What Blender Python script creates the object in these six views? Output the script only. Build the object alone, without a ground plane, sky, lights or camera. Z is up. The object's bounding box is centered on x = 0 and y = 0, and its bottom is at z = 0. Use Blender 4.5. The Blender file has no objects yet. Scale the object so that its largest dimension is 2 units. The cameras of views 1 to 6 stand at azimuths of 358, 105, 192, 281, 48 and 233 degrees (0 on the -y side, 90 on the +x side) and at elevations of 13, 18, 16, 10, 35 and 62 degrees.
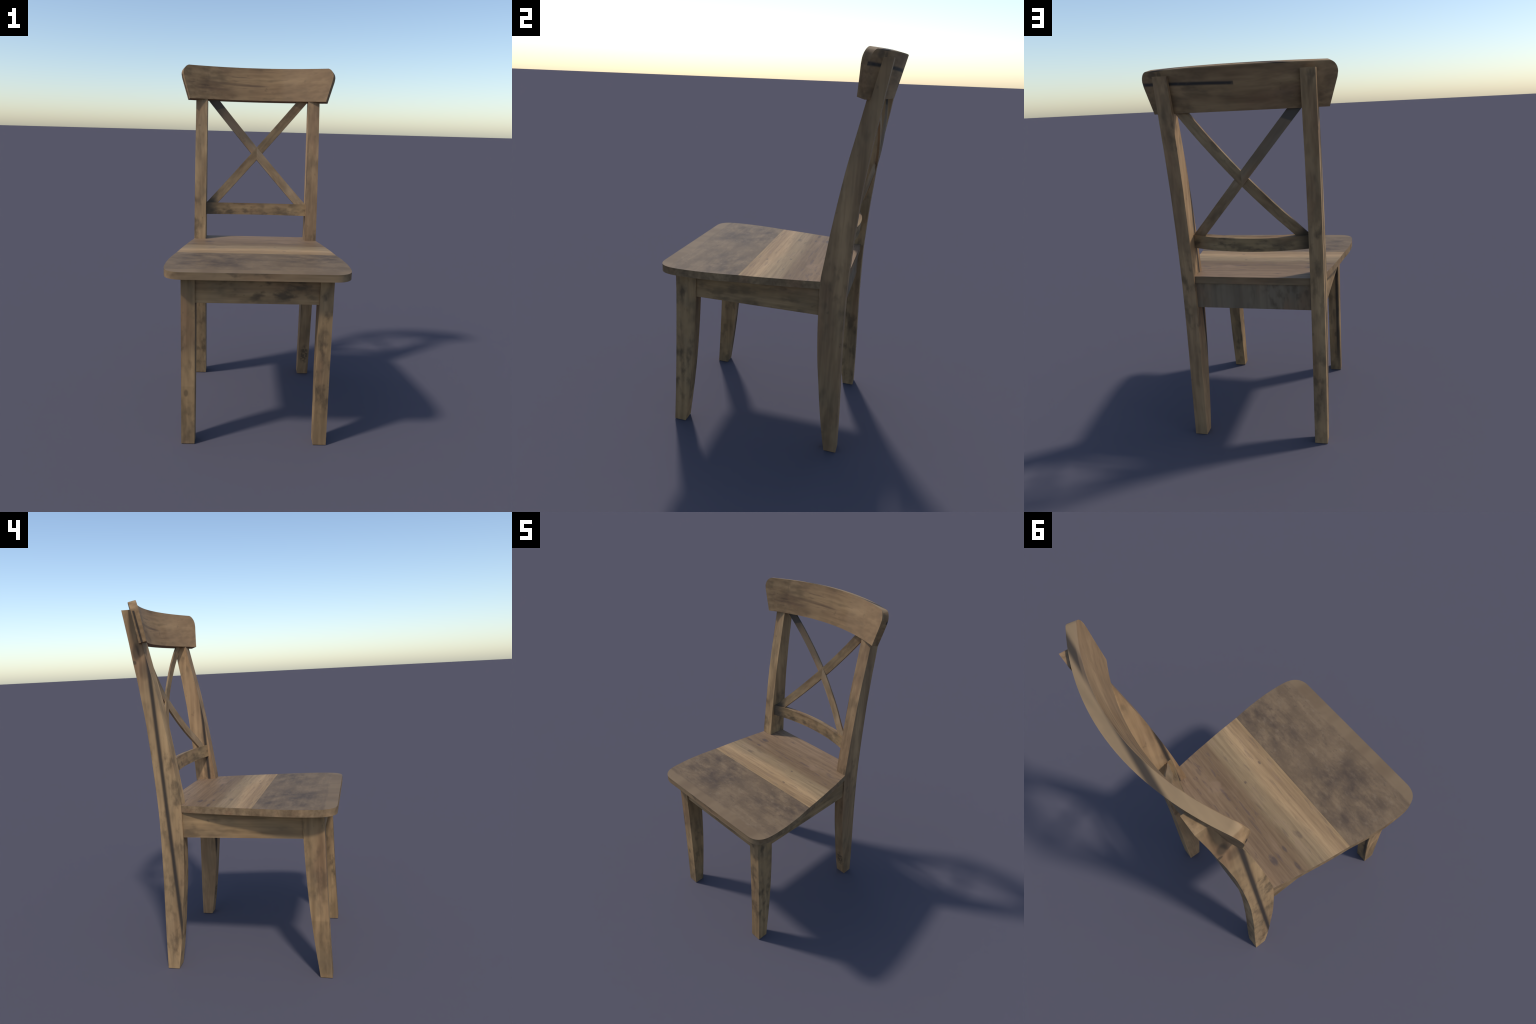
# A farmhouse dining chair with a crossed backrest, in weathered reclaimed wood.
import bpy, bmesh, math
from mathutils import Vector

# ------------------------------------------------------------------ helpers
def interp(table, t):
    """piecewise linear look-up in a short list of (t, value)"""
    if t <= table[0][0]:
        return table[0][1]
    for (a, va), (b, vb) in zip(table, table[1:]):
        if t <= b:
            return va + (vb - va) * (t - a) / (b - a)
    return table[-1][1]

def smooth_interp(table, t):
    """Catmull-Rom look-up through a short list of (t, value) control points"""
    n = len(table)
    if t <= table[0][0]:
        return table[0][1]
    if t >= table[-1][0]:
        return table[-1][1]
    for i in range(n - 1):
        t0, v0 = table[i]
        t1, v1 = table[i + 1]
        if t <= t1:
            h = t1 - t0
            ma = (v1 - table[i - 1][1]) / (t1 - table[i - 1][0]) if i > 0 else (v1 - v0) / h
            mb = (table[i + 2][1] - v0) / (table[i + 2][0] - t0) if i + 2 < n else (v1 - v0) / h
            s = (t - t0) / h
            return ((2*s**3 - 3*s**2 + 1) * v0 + (s**3 - 2*s**2 + s) * h * ma
                    + (-2*s**3 + 3*s**2) * v1 + (s**3 - s**2) * h * mb)

def finish(bm, name, smooth_angle=28):
    bmesh.ops.remove_doubles(bm, verts=bm.verts, dist=1e-5)
    bmesh.ops.recalc_face_normals(bm, faces=bm.faces)
    me = bpy.data.meshes.new(name)
    bm.to_mesh(me)
    bm.free()
    for p in me.polygons:
        p.use_smooth = True
    me.set_sharp_from_angle(angle=math.radians(smooth_angle))
    return me

def put(me, name, parent, mats, loc=(0, 0, 0)):
    ob = bpy.data.objects.new(name, me)
    bpy.context.scene.collection.objects.link(ob)
    ob.parent = parent
    ob.location = loc
    if not isinstance(mats, (list, tuple)):
        mats = [mats]
    while len(me.materials) < len(mats):
        me.materials.append(None)
    for i, m in enumerate(mats):
        ob.material_slots[i].link = 'OBJECT'
        ob.material_slots[i].material = m
    return ob

def empty(name, parent=None):
    ob = bpy.data.objects.new(name, None)
    ob.empty_display_size = 0.2
    bpy.context.scene.collection.objects.link(ob)
    ob.parent = parent
    return ob

def loft(rings, name, smooth_angle=28):
    """closed skin through rings of equal length, capped at both ends"""
    bm = bmesh.new()
    rows = [[bm.verts.new(p) for p in r] for r in rings]
    n = len(rings[0])
    for a, b in zip(rows, rows[1:]):
        for i in range(n):
            j = (i + 1) % n
            bm.faces.new((a[i], a[j], b[j], b[i]))
    bm.faces.new(rows[0])
    bm.faces.new(rows[-1])
    return finish(bm, name, smooth_angle)

def box(x0, x1, y0, y1, z0, z1, name):
    return loft([[(x0, y0, z), (x1, y0, z), (x1, y1, z), (x0, y1, z)] for z in (z0, z1)], name)

# ------------------------------------------------------------------ materials
class Nodes:
    def __init__(self, mat):
        mat.use_nodes = True
        self.t = mat.node_tree
        self.t.nodes.clear()
        self.l = self.t.links
    def new(self, kind, **props):
        n = self.t.nodes.new(kind)
        for k, v in props.items():
            setattr(n, k, v)
        return n
    def feed(self, sock, v):
        if isinstance(v, bpy.types.NodeSocket):
            self.l.new(v, sock)
        else:
            sock.default_value = v
    def math(self, op, a, b=0.0, c=0.0, clamp=False):
        n = self.new('ShaderNodeMath', operation=op, use_clamp=clamp)
        for s, v in zip(n.inputs, (a, b, c)):
            self.feed(s, v)
        return n.outputs[0]
    def ramp(self, v, lo, hi, a=0.0, b=1.0):
        n = self.new('ShaderNodeMapRange', interpolation_type='SMOOTHSTEP')
        for s, x in zip(n.inputs, (v, lo, hi, a, b)):
            self.feed(s, x)
        return n.outputs[0]
    def mix(self, f, a, b, blend='MIX'):
        n = self.new('ShaderNodeMix', data_type='RGBA', blend_type=blend)
        self.feed(n.inputs[0], f)
        for s, v in ((n.inputs[6], a), (n.inputs[7], b)):
            self.feed(s, v if isinstance(v, bpy.types.NodeSocket) else (*v, 1.0))
        return n.outputs[2]
    def noise(self, vec, scale, detail=3.0, rough=0.55, distort=0.0, shift=(0, 0, 0)):
        m = self.new('ShaderNodeMapping')
        self.l.new(vec, m.inputs[0])
        m.inputs['Location'].default_value = shift
        m.inputs['Scale'].default_value = scale
        n = self.new('ShaderNodeTexNoise')
        n.inputs['Scale'].default_value = 1.0
        n.inputs['Detail'].default_value = detail
        n.inputs['Roughness'].default_value = rough
        n.inputs['Distortion'].default_value = distort
        self.l.new(m.outputs[0], n.inputs['Vector'])
        return n.outputs['Fac']

LIGHT = (0.350, 0.222, 0.110)
MID   = (0.232, 0.147, 0.076)
RED   = (0.240, 0.136, 0.074)
GREY  = (0.180, 0.132, 0.080)
STAIN = (0.078, 0.056, 0.036)
CRACK = (0.028, 0.026, 0.026)

def wood(name, grain, seed, light=LIGHT, mid=MID, grey=0.35, stain=0.5, streak=0.38,
         features=None, stain_at=None, tilt=0.0):
    """Weathered wood. grain: axis index the fibres run along. features(nodes, xyz, colour)
    adds marks that sit at a known place on this part."""
    mat = bpy.data.materials.new(name)
    N = Nodes(mat)
    co = N.new('ShaderNodeTexCoord').outputs['Object']
    sep = N.new('ShaderNodeSeparateXYZ')
    N.l.new(co, sep.inputs[0])
    xyz = sep.outputs
    if tilt:                                   # fibres run aslant: turn the grain about y
        m = N.new('ShaderNodeMapping')
        N.l.new(co, m.inputs[0])
        m.inputs['Rotation'].default_value = (0, tilt, 0)
        co = m.outputs[0]
    def sc(across, along):
        v = [across] * 3
        v[grain] = along
        return v
    sh = (seed * 7.31, seed * 3.77 + 1.9, seed * 5.13 + 4.2)
    # broad bands of early and late wood
    tone = N.noise(co, sc(12, 1.4), 3, 0.55, 0.15, sh)
    col = N.mix(N.ramp(tone, 0.36, 0.64), mid, light)
    # reddish and greyed areas
    redness = N.noise(co, sc(9, 2.6), 2, 0.5, 0.0, (sh[1], sh[2], sh[0]))
    col = N.mix(N.ramp(redness, 0.50, 0.70, 0, 0.6), col, RED)
    greyness = N.noise(co, sc(6, 3.0), 3, 0.6, 0.4, (sh[2], sh[0], sh[1]))
    col = N.mix(N.ramp(greyness, 0.44, 0.68, 0, grey), col, GREY)
    bands = N.noise(co, sc(34, 0.9), 2, 0.5, 0.1, (sh[2], sh[1] + 4, sh[0]))
    col = N.mix(0.32, col, N.mix(N.ramp(bands, 0.34, 0.66), (0.74, 0.70, 0.68), (1.20, 1.20, 1.18)), 'MULTIPLY')
    # fibres
    fib = N.noise(co, sc(52, 3.0), 3, 0.55, 0.3, sh)
    col = N.mix(streak, col, N.mix(N.ramp(fib, 0.28, 0.72), (0.62, 0.60, 0.58), (1.28, 1.28, 1.28)), 'MULTIPLY')
    # cloudy stains and small knots
    where = N.noise(co, sc(3.2, 1.7), 1, 0.5, 0.0, (sh[1] + 9, sh[0], sh[2]))
    spots = N.noise(co, sc(24, 13), 4, 0.5, 0.0, (sh[2] + 3, sh[1], sh[0]))
    mask = N.math('MULTIPLY', N.ramp(where, 0.46, 0.62, 0.06, 1.0), N.ramp(spots, 0.46, 0.70))
    if stain_at is not None:
        extra = N.math('MULTIPLY', stain_at(N, xyz), N.ramp(spots, 0.44, 0.66))
        mask = N.math('MAXIMUM', mask, extra)
    col = N.mix(N.math('MULTIPLY', mask, stain), col, STAIN)
    pits = N.noise(co, sc(42, 26), 2, 0.5, 0.0, (sh[0] + 5, sh[2], sh[1]))
    col = N.mix(N.ramp(pits, 0.68, 0.76, 0, 0.30), col, STAIN)
    smoke = N.noise(co, sc(17, 6), 3, 0.55, 0.0, (sh[1] + 13, sh[2], sh[0]))
    col = N.mix(N.ramp(smoke, 0.50, 0.74, 0, 0.42), col, STAIN)
    worn = N.noise(co, sc(13, 6), 2, 0.5, 0.0, (sh[0] + 11, sh[1], sh[2]))
    col = N.mix(N.ramp(worn, 0.52, 0.72, 0, 0.45), col, light)
    if features:
        col = features(N, xyz, col)
    bsdf = N.new('ShaderNodeBsdfPrincipled')
    N.l.new(col, bsdf.inputs['Base Color'])
    bsdf.inputs['Roughness'].default_value = 0.66
    bsdf.inputs['Specular IOR Level'].default_value = 0.12
    bump = N.new('ShaderNodeBump')
    bump.inputs['Strength'].default_value = 0.10
    bump.inputs['Distance'].default_value = 0.002
    N.l.new(fib, bump.inputs['Height'])
    N.l.new(bump.outputs[0], bsdf.inputs['Normal'])
    out = N.new('ShaderNodeOutputMaterial')
    N.l.new(bsdf.outputs[0], out.inputs[0])
    return mat

def line_mask(N, across, along, at, slope, half, soft):
    """soft dark line across = at + slope * along"""
    d = N.math('SUBTRACT', across, N.math('MULTIPLY_ADD', along, slope, at))
    return N.ramp(N.math('ABSOLUTE', d), half, half + soft, 1.0, 0.0)

def between(N, v, lo, hi, soft=0.002):
    return N.math('MULTIPLY', N.ramp(v, lo - soft, lo + soft), N.ramp(v, hi - soft, hi + soft, 1.0, 0.0))

def blob(N, a, b, ca, cb, ra, rb):
    """soft elliptical spot"""
    u = N.math('DIVIDE', N.math('SUBTRACT', a, ca), ra)
    v = N.math('DIVIDE', N.math('SUBTRACT', b, cb), rb)
    r = N.math('ADD', N.math('MULTIPLY', u, u), N.math('MULTIPLY', v, v))
    return N.ramp(r, 0.15, 1.0, 1.0, 0.0)

# marks that belong to single parts -----------------------------------------
def left_post_marks(N, p, col):
    # long open crack down the outer face (local x < -0.03)
    face = N.ramp(p[0], -0.034, -0.0335, 1.0, 0.0)
    m = N.math('MULTIPLY', face, line_mask(N, p[1], p[2], 0.305, 0.05, 0.0035, 0.0145))
    col = N.mix(N.math('MULTIPLY', m, 0.9), col, CRACK)
    # black knots under the top rail
    k = N.math('MAXIMUM', blob(N, p[1], p[2], 0.448, 1.752, 0.024, 0.055), blob(N, p[1], p[2], 0.462, 1.70, 0.015, 0.014))
    k = N.math('MAXIMUM', k, N.math('MULTIPLY', blob(N, p[1], p[2], 0.415, 1.655, 0.03, 0.06), 0.5))
    return N.mix(N.math('MULTIPLY', N.math('MULTIPLY', k, face), 0.8), col, STAIN)

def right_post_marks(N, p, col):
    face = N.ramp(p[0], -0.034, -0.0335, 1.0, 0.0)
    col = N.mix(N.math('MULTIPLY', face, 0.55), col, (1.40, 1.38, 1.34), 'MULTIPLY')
    m = N.math('MULTIPLY', face, line_mask(N, p[1], p[2], 0.2684, 0.0457, 0.003, 0.0130))
    col = N.mix(N.math('MULTIPLY', m, 0.9), col, CRACK)
    k = N.math('MULTIPLY', blob(N, p[0], p[2], 0.004, 0.15, 0.034, 0.085), N.ramp(p[1], 0.36, 0.37, 1.0, 0.0))
    n = N.noise(N.t.nodes['Texture Coordinate'].outputs['Object'], (60, 60, 50), 2, 0.5)
    k = N.math('MULTIPLY', k, N.ramp(n, 0.34, 0.54))
    return N.mix(N.math('MULTIPLY', k, 0.8), col, STAIN)

def left_front_leg_marks(N, p, col):
    back = N.ramp(p[1], -0.45, -0.40)
    m = N.math('MULTIPLY', back, line_mask(N, p[0], p[2], -0.021, 0.0, 0.004, 0.008))
    m = N.math('MULTIPLY', m, N.ramp(p[0], -0.0345, -0.034))
    col = N.mix(N.math('MULTIPLY', m, 0.85), col, CRACK)
    # board patched at a straight joint
    lowpart = N.ramp(p[2], 0.318, 0.324, 1.0, 0.0)
    col = N.mix(N.math('MULTIPLY', lowpart, 0.18), col, (0.62, 0.60, 0.56), 'MULTIPLY')
    pale = between(N, p[2], 0.322, 0.47, 0.05)
    pale = N.math('MULTIPLY', pale, N.ramp(p[2], 0.320, 0.326))
    col = N.mix(N.math('MULTIPLY', pale, 0.22), col, (1.35, 1.32, 1.3), 'MULTIPLY')
    k = blob(N, p[0], p[2], -0.010, 0.285, 0.014, 0.025)
    return N.mix(N.math('MULTIPLY', k, 0.6), col, STAIN)

def top_rail_marks(N, p, col):
    # back: a straight dark saw joint that stops at mid length
    back = N.math('SUBTRACT', p[1], N.math('MULTIPLY_ADD', N.math('MULTIPLY', p[0], p[0]), -0.55, 0.487))
    back = N.math('SUBTRACT', back, N.math('MULTIPLY', N.math('SUBTRACT', p[2], 1.80), 0.235))
    isback = N.ramp(back, 0.010, 0.013)
    below_top = N.ramp(p[2], 1.985, 1.988, 1.0, 0.0)
    m = N.math('MULTIPLY', line_mask(N, p[2], p[0], 1.9155, 0.035, 0.0025, 0.0105), N.ramp(p[0], -0.016, -0.010))
    co = N.t.nodes['Texture Coordinate'].outputs['Object']
    wear = N.noise(co, (16, 16, 40), 3, 0.6)
    m = N.math('MULTIPLY', m, N.ramp(wear, 0.25, 0.48, 0.72, 1.0))
    m = N.math('MULTIPLY', m, N.math('MULTIPLY', isback, below_top))
    col = N.mix(N.math('MULTIPLY', m, 0.92), col, (0.026, 0.026, 0.028))
    dk = N.math('MAXIMUM', blob(N, p[0], p[2], 0.405, 1.972, 0.034, 0.020), blob(N, p[0], p[2], 0.362, 1.970, 0.016, 0.018))
    col = N.mix(N.math('MULTIPLY', N.math('MULTIPLY', dk, isback), 0.6), col, STAIN)
    # the same joint on the left end grain, near its back edge
    e = N.math('MULTIPLY', N.ramp(p[0], -0.4110, -0.4100, 1.0, 0.0), between(N, back, 0.001, 0.0130, 0.002))
    e = N.math('MULTIPLY', e, between(N, p[2], 1.70, 1.945))
    col = N.mix(N.math('MULTIPLY', e, 0.85), col, CRACK)
    # top edge: one straight dark band that the curved edge wanders across
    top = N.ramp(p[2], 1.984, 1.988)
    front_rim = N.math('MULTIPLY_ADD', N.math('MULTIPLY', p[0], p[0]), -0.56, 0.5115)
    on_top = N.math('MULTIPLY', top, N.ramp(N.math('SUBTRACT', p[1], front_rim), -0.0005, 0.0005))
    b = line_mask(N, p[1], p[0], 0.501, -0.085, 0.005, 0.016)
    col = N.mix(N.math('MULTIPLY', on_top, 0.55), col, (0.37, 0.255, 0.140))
    col = N.mix(N.math('MULTIPLY', N.math('MULTIPLY', on_top, b), 0.85), col, CRACK)
    # front: two long dark streaks in the left half
    fr = N.ramp(back, -0.015, -0.010, 1.0, 0.0)
    s1 = N.math('MULTIPLY', line_mask(N, p[2], p[0], 1.8905, -0.050, 0.002, 0.010), between(N, p[0], -0.36, 0.02, 0.09))
    s2 = N.math('MULTIPLY', line_mask(N, p[2], p[0], 1.852, -0.055, 0.002, 0.011), between(N, p[0], -0.40, -0.17, 0.05))
    s3 = N.math('MULTIPLY', line_mask(N, p[2], p[0], 1.872, -0.06, 0.006, 0.016), between(N, p[0], -0.43, -0.22, 0.06))
    s = N.math('MAXIMUM', N.math('MAXIMUM', s1, s2), N.math('MULTIPLY', s3, 0.5))
    s = N.math('MULTIPLY', s, fr)
    col = N.mix(N.math('MULTIPLY', s, 0.5), col, (0.095, 0.058, 0.038))
    nick = N.noise(co, (3.0, 40, 95), 3, 0.55, 0.1, (2.7, 0.4, 1.1))
    where = N.noise(co, (3.5, 6, 9), 1, 0.5, 0.0, (6.1, 0.2, 3.3))
    nk = N.math('MULTIPLY', N.ramp(nick, 0.58, 0.70), N.ramp(where, 0.42, 0.60))
    col = N.mix(N.math('MULTIPLY', N.math('MULTIPLY', nk, fr), 0.55), col, (0.095, 0.058, 0.038))
    pale = N.math('MULTIPLY', fr, between(N, p[0], 0.15, 0.46, 0.03))
    return N.mix(N.math('MULTIPLY', pale, 0.35), col, (0.31, 0.20, 0.112))

def lower_rail_marks(N, p, col):
    d = N.ramp(p[0], -0.31, -0.20, 1.0, 0.0)
    return N.mix(N.math('MULTIPLY', d, 0.75), col, (0.055, 0.047, 0.040))

def slat_left_marks(N, p, col):      # upper left to lower right
    d = N.ramp(N.math('MULTIPLY_ADD', p[0], -0.35, p[2]), 1.822, 1.832)
    col = N.mix(N.math('MULTIPLY', d, 0.85), col, (0.040, 0.036, 0.034))
    g = N.ramp(p[2], 1.44, 1.60)
    return N.mix(N.math('MULTIPLY', g, 0.5), col, (0.105, 0.087, 0.070))

def slat_right_marks(N, p, col):     # upper right to lower left
    d = N.ramp(N.math('MULTIPLY_ADD', p[0], 1.0, p[2]), 0.895, 0.96, 1.0, 0.0)
    return N.mix(N.math('MULTIPLY', d, 0.8), col, (0.050, 0.043, 0.036))

def lower_rail_stain(N, p):
    return N.math('MULTIPLY', N.ramp(p[0], -0.06, 0.10), 0.9)

def front_apron_stain(N, p):
    return N.math('MULTIPLY', between(N, p[0], -0.04, 0.29, 0.06), between(N, p[2], 0.78, 0.93, 0.02))

def seat_front_board():
    """greyed, blotchy board with a smoother pale strip along its front edge"""
    mat = bpy.data.materials.new('greyed seat wood')
    N = Nodes(mat)
    co = N.new('ShaderNodeTexCoord').outputs['Object']
    sep = N.new('ShaderNodeSeparateXYZ')
    N.l.new(co, sep.inputs[0])
    x, y, z = sep.outputs
    cloud = N.noise(co, (9, 15, 5), 4, 0.6, 0.1, (3.1, 1.7, 0))
    col = N.mix(N.ramp(cloud, 0.34, 0.66), (0.158, 0.107, 0.064), (0.212, 0.144, 0.084))
    blue = N.noise(co, (9, 15, 5), 5, 0.62, 0.1, (8.4, 2.2, 0))
    zone = N.math('MAXIMUM', blob(N, x, y, 0.30, -0.215, 0.25, 0.17), blob(N, x, y, -0.23, -0.28, 0.27, 0.22))
    zone = N.math('MULTIPLY_ADD', zone, 0.75, 0.25)
    col = N.mix(N.math('MULTIPLY', N.ramp(blue, 0.30, 0.72), N.math('MULTIPLY', zone, 0.95)), col, (0.080, 0.056, 0.041))
    grain = N.noise(co, (3, 60, 5), 3, 0.6, 0.3, (6.4, 0.2, 0))
    col = N.mix(0.35, col, N.mix(N.ramp(grain, 0.3, 0.7), (1.15, 1.15, 1.15), (0.80, 0.79, 0.79)), 'MULTIPLY')
    pale = N.noise(co, (24, 42, 5), 4, 0.6, 0.1, (1.4, 6.2, 0))
    col = N.mix(N.ramp(pale, 0.54, 0.76, 0, 0.35), col, (0.235, 0.172, 0.112))
    speck = N.noise(co, (38, 62, 9), 3, 0.6, 0.4, (0.4, 3.3, 0))
    col = N.mix(N.ramp(speck, 0.56, 0.74, 0, 0.4), col, (0.085, 0.062, 0.045))
    # smooth strip along the front, streaked across its width
    strip = N.math('MULTIPLY', N.ramp(N.math('MULTIPLY_ADD', N.math('SUBTRACT', pale, 0.5), 0.03, y), -0.492, -0.480, 1.0, 0.0), 0.85)
    cross = N.noise(co, (9, 0.8, 3), 2, 0.5, 0.0, (2.0, 0, 0))
    scol = N.mix(N.ramp(cross, 0.34, 0.66), (0.166, 0.110, 0.064), (0.212, 0.144, 0.083))
    col = N.mix(strip, col, scol)
    bsdf = N.new('ShaderNodeBsdfPrincipled')
    N.l.new(col, bsdf.inputs['Base Color'])
    bsdf.inputs['Roughness'].default_value = 0.60
    bsdf.inputs['Specular IOR Level'].default_value = 0.14
    out = N.new('ShaderNodeOutputMaterial')
    N.l.new(bsdf.outputs[0], out.inputs[0])
    return mat

def seat_rear_board():
    """warm board, streaked along its length, paler towards the joint"""
    mat = bpy.data.materials.new('warm seat wood')
    N = Nodes(mat)
    co = N.new('ShaderNodeTexCoord').outputs['Object']
    sep = N.new('ShaderNodeSeparateXYZ')
    N.l.new(co, sep.inputs[0])
    x, y, z = sep.outputs
    wob = N.noise(co, (2.2, 5, 2), 2, 0.5, 0.0, (4.4, 2.0, 0))
    yy = N.math('MULTIPLY_ADD', N.math('SUBTRACT', wob, 0.5), 0.09, y)
    r = N.new('ShaderNodeValToRGB')
    N.l.new(N.math('DIVIDE', N.math('ADD', yy, 0.125), 0.52), r.inputs[0])
    stops = [(0.00, (0.330, 0.218, 0.110)), (0.022, (0.330, 0.216, 0.109)), (0.045, (0.292, 0.188, 0.098)),
             (0.09, (0.320, 0.208, 0.108)), (0.17, (0.385, 0.253, 0.132)), (0.26, (0.300, 0.208, 0.113)),
             (0.38, (0.265, 0.186, 0.102)), (0.44, (0.185, 0.121, 0.068)), (0.60, (0.196, 0.128, 0.074)),
             (0.80, (0.232, 0.152, 0.090)), (1.0, (0.250, 0.163, 0.096))]
    e = r.color_ramp.elements
    while len(e) < len(stops):
        e.new(0.5)
    for el, (pos, c) in zip(e, stops):
        el.position = pos
        el.color = (*c, 1)
    col = r.outputs[0]
    long_streak = N.noise(co, (2.0, 48, 4), 4, 0.6, 0.3, (1.1, 0.6, 0))
    col = N.mix(0.62, col, N.mix(N.ramp(long_streak, 0.30, 0.68), (1.16, 1.16, 1.14), (0.70, 0.67, 0.68)), 'MULTIPLY')
    fine = N.noise(co, (9, 95, 6), 3, 0.6, 0.3, (0.1, 2.6, 0))
    col = N.mix(0.45, col, N.mix(N.ramp(fine, 0.3, 0.7), (1.13, 1.13, 1.13), (0.82, 0.80, 0.80)), 'MULTIPLY')
    dash = N.noise(co, (9, 55, 6), 3, 0.6, 0.4, (7.1, 5.6, 0))
    col = N.mix(N.math('MULTIPLY', N.ramp(dash, 0.57, 0.72), N.ramp(y, 0.05, 0.16, 0.35, 0.7)), col, (0.105, 0.072, 0.060))
    patch = N.noise(co, (5, 12, 6), 3, 0.6, 0.5, (2.1, 9.6, 0))
    col = N.mix(N.ramp(patch, 0.55, 0.72, 0, 0.35), col, (0.285, 0.185, 0.120))
    # a few knots
    k = None
    for cx, cy, ra, rb, s in [(-0.284, 0.194, 0.040, 0.018, 0.85), (0.112, 0.062, 0.010, 0.007, 0.8),
                              (-0.271, 0.122, 0.024, 0.009, 0.7), (-0.370, 0.125, 0.030, 0.010, 0.7),
                              (-0.257, 0.026, 0.030, 0.012, 0.45), (0.159, -0.057, 0.014, 0.007, 0.6),
                              (-0.10, 0.16, 0.07, 0.008, 0.4), (0.30, 0.21, 0.03, 0.010, 0.4)]:
        m = N.math('MULTIPLY', blob(N, x, y, cx, cy, ra, rb), s)
        k = m if k is None else N.math('MAXIMUM', k, m)
    kn = N.noise(co, (40, 60, 9), 3, 0.6, 0.3, (3.3, 0.2, 0))
    k = N.math('MULTIPLY', k, N.ramp(kn, 0.30, 0.52, 0.45, 1.0))
    col = N.mix(k, col, (0.085, 0.062, 0.054))
    bsdf = N.new('ShaderNodeBsdfPrincipled')
    N.l.new(col, bsdf.inputs['Base Color'])
    bsdf.inputs['Roughness'].default_value = 0.60
    bsdf.inputs['Specular IOR Level'].default_value = 0.14
    out = N.new('ShaderNodeOutputMaterial')
    N.l.new(bsdf.outputs[0], out.inputs[0])
    return mat

# ------------------------------------------------------------------ the chair
chair = empty('wooden_chair')
chair['label'] = 'farmhouse dining chair in weathered brown wood, crossed slat backrest'
chair['category'] = 'wooden chair'

LEG_X = 0.348          # centre of every leg
LEG_W = 0.070          # leg width, constant
SEAT_Z0, SEAT_Z1 = 0.910, 0.948

# --- rear legs: sawn from one board, they run on upward as the back posts
POST_FRONT = [(0.0, 0.354), (0.12, 0.334), (0.264, 0.3145), (0.40, 0.2995), (0.52, 0.2865), (0.65, 0.2775),
              (0.80, 0.272), (0.95, 0.2715), (1.07, 0.286), (1.18, 0.3000), (1.29, 0.316), (1.395, 0.3325),
              (1.507, 0.352), (1.64, 0.380), (1.79, 0.411), (1.962, 0.446)]
POST_BACK = [(0.0, 0.4185), (0.20, 0.4140), (0.36, 0.4085), (0.55, 0.4020), (0.76, 0.3985), (0.90, 0.3985),
             (1.03, 0.4035), (1.19, 0.4125), (1.30, 0.4210), (1.40, 0.4290), (1.50, 0.4410), (1.60, 0.4535),
             (1.70, 0.4690), (1.80, 0.4825), (1.962, 0.5075)]

def leg_mesh(front, back, top, steps, name):
    h = LEG_W / 2
    rings = []
    for i in range(steps + 1):
        z = top * i / steps
        f, b = smooth_interp(front, z), smooth_interp(back, z)
        rings.append([(-h, f, z), (h, f, z), (h, b, z), (-h, b, z)])
    return loft(rings, name)

rear = leg_mesh(POST_FRONT, POST_BACK, 1.962, 56, 'rear_leg')
put(rear, 'rear_leg', chair, wood('left back post wood', 2, 1.0, light=(0.39, 0.252, 0.128), mid=(0.268, 0.172, 0.090), features=left_post_marks, stain=0.65), (-LEG_X, 0, 0))
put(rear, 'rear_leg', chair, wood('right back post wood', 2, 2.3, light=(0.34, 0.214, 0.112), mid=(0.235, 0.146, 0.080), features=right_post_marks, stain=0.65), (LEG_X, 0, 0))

# --- front legs: straight outside, hollowed and tapering behind
FRONT_FRONT = [(0.0, -0.5035), (0.20, -0.4955), (0.40, -0.4897), (0.60, -0.4855), (0.77, -0.4827), (0.91, -0.4830)]
FRONT_BACK = [(0.0, -0.4390), (0.20, -0.4135), (0.40, -0.3930), (0.60, -0.3795), (0.77, -0.3727), (0.91, -0.3715)]
front = leg_mesh(FRONT_FRONT, FRONT_BACK, SEAT_Z0 - 0.0005, 24, 'front_leg')
put(front, 'front_leg', chair, wood('left front leg wood', 2, 3.7, features=left_front_leg_marks, grey=0.5), (-LEG_X, 0, 0))
put(front, 'front_leg', chair, wood('right front leg wood', 2, 4.1, grey=0.45, stain=0.7), (LEG_X, 0, 0))

# --- aprons under the seat
AP0, AP1 = 0.770, SEAT_Z0 - 0.0005
side = box(-0.0135, 0.0135, -0.377, 0.278, AP0, AP1, 'apron')
put(side, 'apron', chair, wood('left apron wood', 1, 5.2, stain=0.7), (-0.3625, 0, 0))
put(side, 'apron', chair, wood('right apron wood', 1, 6.4, stain=0.5), (0.3625, 0, 0))
put(box(-0.318, 0.318, -0.4715, -0.4440, AP0, AP1, 'apron'), 'apron', chair,
    wood('front apron wood', 0, 7.5, grey=0.6, stain=0.85, stain_at=front_apron_stain))
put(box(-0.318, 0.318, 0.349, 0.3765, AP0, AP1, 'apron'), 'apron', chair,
    wood('back apron wood', 2, 8.2, light=(0.200, 0.150, 0.100), mid=(0.165, 0.124, 0.084), grey=0.3, stain=0.8, streak=0.12))

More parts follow.
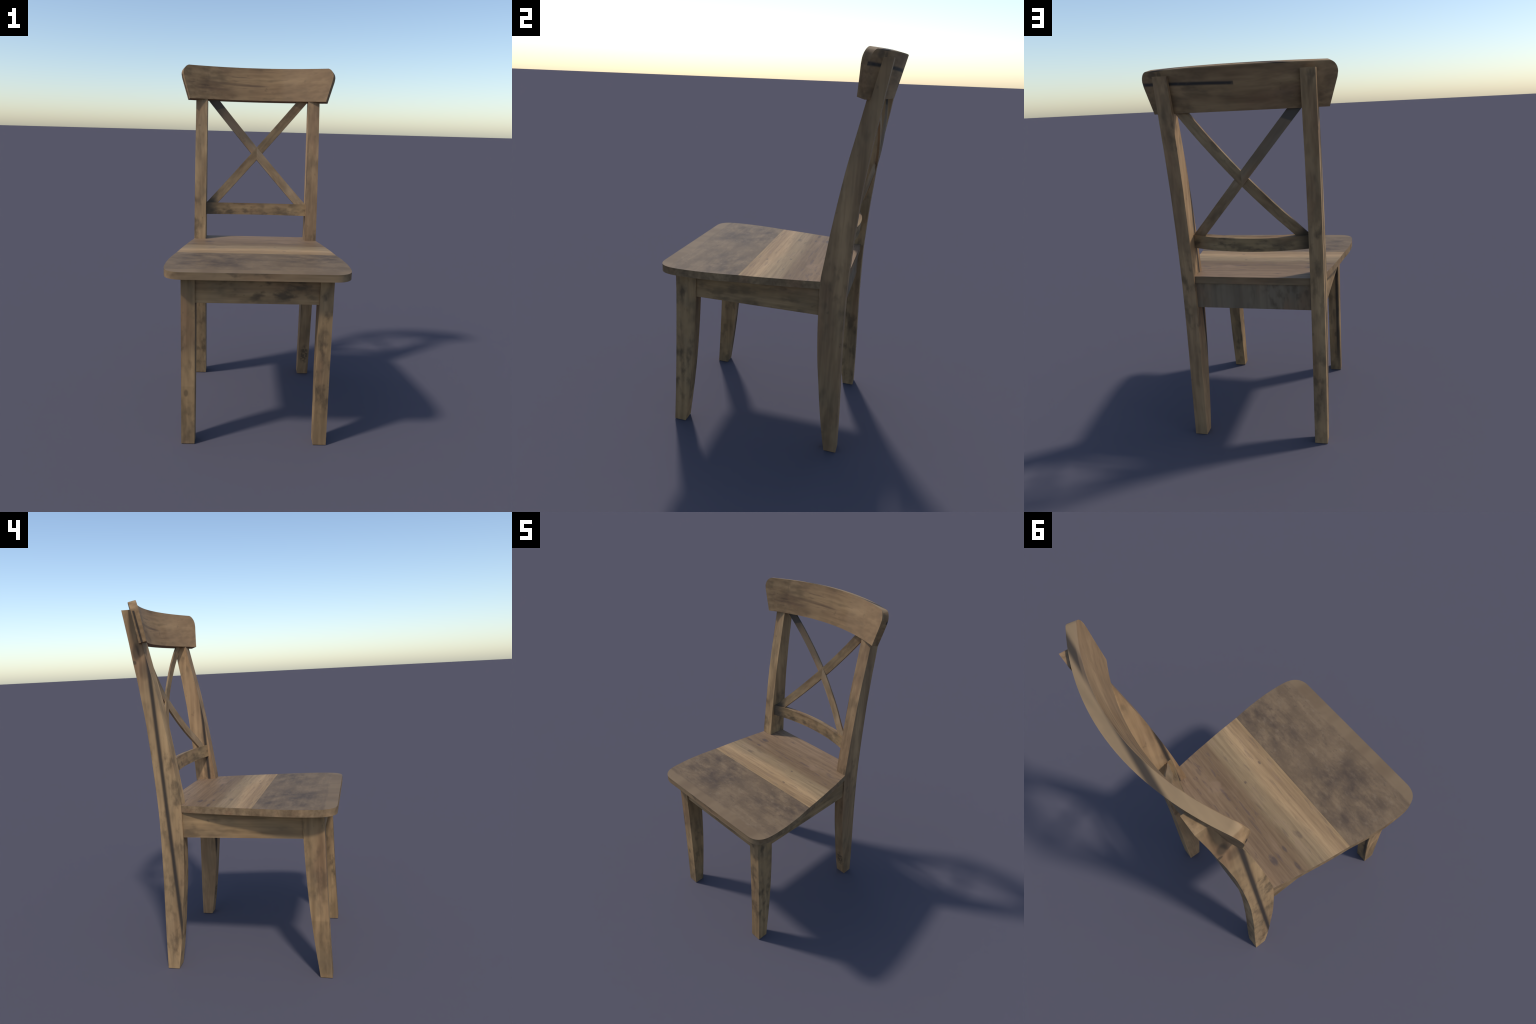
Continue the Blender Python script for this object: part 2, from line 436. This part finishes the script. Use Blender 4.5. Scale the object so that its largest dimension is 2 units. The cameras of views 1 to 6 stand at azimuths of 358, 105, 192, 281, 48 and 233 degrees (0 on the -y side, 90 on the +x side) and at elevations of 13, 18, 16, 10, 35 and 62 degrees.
# --- seat: two boards, joined across; notched at the back round the posts
seat = empty('seat', chair)
JOINT = -0.1225
SIDE = [(-0.1225, 0.4450), (0.0, 0.4295), (0.095, 0.4145), (0.160, 0.4045), (0.272, 0.3830)]
FRONT_SIDE = [(0.380, -0.5488), (0.399, -0.5465), (0.416, -0.5415), (0.430, -0.5342), (0.442, -0.5240), (0.4525, -0.5105),
              (0.4605, -0.4940), (0.4660, -0.4750), (0.4695, -0.4530), (0.4715, -0.4200), (0.4720, -0.3800),
              (0.4710, -0.3300), (0.4678, -0.2850), (0.4612, -0.2200), (0.4535, -0.1720), (0.4450, -0.1225)]

def board(outline, name):
    """flat board from a closed outline; slot 0 = faces, slot 1 = sawn edges"""
    bm = bmesh.new()
    lo = [bm.verts.new((x, y, SEAT_Z0)) for x, y in outline]
    hi = [bm.verts.new((x, y, SEAT_Z1)) for x, y in outline]
    bm.faces.new(hi)
    bm.faces.new(lo)
    n = len(lo)
    for i in range(n):
        f = bm.faces.new((lo[i], lo[(i + 1) % n], hi[(i + 1) % n], hi[i]))
        f.material_index = 1
    return finish(bm, name)

right = [(x, y) for x, y in FRONT_SIDE]
front_outline = right + [(-x, y) for x, y in reversed(right)]
rear_half = []
for i in range(13):
    y = JOINT + 0.0003 + (0.272 - JOINT) * i / 12
    rear_half.append((smooth_interp(SIDE, y), y))
rear_half[-1] = (0.383, 0.2718)
rear_half += [(0.3128, 0.2718), (0.3128, 0.3845)]
rear_outline = rear_half + [(-x, y) for x, y in reversed(rear_half)]
edge_wood = wood('seat edge wood', 0, 9.1, light=(0.26, 0.172, 0.094), mid=(0.18, 0.118, 0.066), grey=0.3, stain=0.7)
put(board(front_outline, 'seat_board'), 'seat_board', seat, [seat_front_board(), edge_wood])
put(board(rear_outline, 'seat_board'), 'seat_board', seat, [seat_rear_board(), edge_wood])

# --- backrest
back = empty('backrest', chair)

# top rail: a board bent to an arc and leaning back, ends splayed and rounded at the top
RAIL_Z0, RAIL_Z1, RAIL_T = 1.802, 2.0, 0.038
END_LOW = [(0.4170, 1.802), (0.4535, 1.931), (0.4568, 1.954)]
END_TOP = [(0.4270, 2.0), (0.4350, 1.9970), (0.4425, 1.9915), (0.4488, 1.9835), (0.4535, 1.9740), (0.4560, 1.9640), (0.4568, 1.954)]

def rail_front(x, z):
    t = (z - RAIL_Z0) / (RAIL_Z1 - RAIL_Z0)
    k = 0.52 + 0.04 * t
    return 0.463 + 0.047 * t - k * x * x, -2 * k * x      # y and its slope in x

def rail_pair(x, z):
    y, s = rail_front(x, z)
    n = math.hypot(1, s)
    return (x, y, z), (x - s / n * RAIL_T, y + RAIL_T / n, z - 0.0098)

def top_rail():
    bm = bmesh.new()
    half = [0.417 * i / 14 for i in range(15)] + [0.422, 0.427, 0.435, 0.4425, 0.4488, 0.4535, 0.4560, 0.4568]
    xs = [-x for x in reversed(half[1:])] + half
    cols = []
    for x in xs:
        a = abs(x)
        zb = interp(END_LOW, a)
        zt = interp(END_TOP, a)
        rows = 4
        col = []
        for i in range(rows + 1):
            z = zb + (zt - zb) * i / rows
            f, b = rail_pair(x, z)
            col.append((bm.verts.new(f), bm.verts.new(b)))
        cols.append(col)
    def quad(*v):
        pts = []
        for w in v:
            if all((w.co - u.co).length > 1e-6 for u in pts):
                pts.append(w)
        if len(pts) > 2:
            bm.faces.new(pts)
    for p, q in zip(cols, cols[1:]):
        for i in range(len(p) - 1):
            quad(p[i][0], q[i][0], q[i + 1][0], p[i + 1][0])
            quad(p[i][1], p[i + 1][1], q[i + 1][1], q[i][1])
        quad(p[-1][0], q[-1][0], q[-1][1], p[-1][1])
        quad(p[0][0], p[0][1], q[0][1], q[0][0])
    return finish(bm, 'top_rail', 26)

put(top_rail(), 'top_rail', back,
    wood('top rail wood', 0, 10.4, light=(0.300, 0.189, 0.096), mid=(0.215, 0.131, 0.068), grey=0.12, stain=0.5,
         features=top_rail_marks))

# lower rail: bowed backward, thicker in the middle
def lower_rail():
    rings = []
    for i in range(25):
        x = -0.318 + 0.636 * i / 24
        q = x * x
        y, z = 0.366 - 0.54 * q, 1.1670 + 0.06 * q         # upper front edge
        rings.append([(x, y - 0.006, z - 0.0730), (x, y, z), (x, y + 0.035, z - 0.0055), (x, y + 0.029, z - 0.0770)])
    return loft(rings, 'lower_rail')

put(lower_rail(), 'lower_rail', back,
    wood('lower rail wood', 0, 11.6, light=(0.29, 0.195, 0.098), stain=0.85, features=lower_rail_marks, stain_at=lower_rail_stain))

# two thin slats, bent to the sweep of the back, halved into each other where they cross
SLAT_Y = [(1.130, 0.3200), (1.154, 0.3310), (1.186, 0.3450), (1.225, 0.3600), (1.280, 0.3850), (1.330, 0.4030),
          (1.380, 0.4180), (1.450, 0.4360), (1.500, 0.4465), (1.560, 0.4530), (1.620, 0.4555), (1.690, 0.4550),
          (1.740, 0.4510), (1.780, 0.4460), (1.830, 0.4380)]
SLAT_T = 0.0110

def slat(side, name):
    slope = 1.137
    d = Vector((1, slope)).normalized()          # along the slat in (x, z)
    nrm = Vector((-d.y, d.x))                    # across it
    half = 0.0345 * d.y
    rings = []
    for i in range(41):
        xc = -0.300 + 0.600 * i / 40
        zc = 1.4845 + slope * xc - 0.0085 * (1 - (xc / 0.275) ** 2)
        y = smooth_interp(SLAT_Y, zc)
        r = []
        for w, depth in ((-half, 0), (half, 0), (half, 1), (-half, 1)):
            r.append((side * (xc + nrm.x * w), y + depth * SLAT_T, zc + nrm.y * w - depth * 0.0035))
        rings.append(r)
    return loft(rings, name)

put(slat(1, 'cross_slat'), 'cross_slat', back,
    wood('right cross slat wood', 2, 12.9, light=(0.28, 0.19, 0.102), tilt=math.radians(-41), features=slat_right_marks))
put(slat(-1, 'cross_slat'), 'cross_slat', back,
    wood('left cross slat wood', 2, 13.3, light=(0.27, 0.19, 0.115), tilt=math.radians(41), features=slat_left_marks))
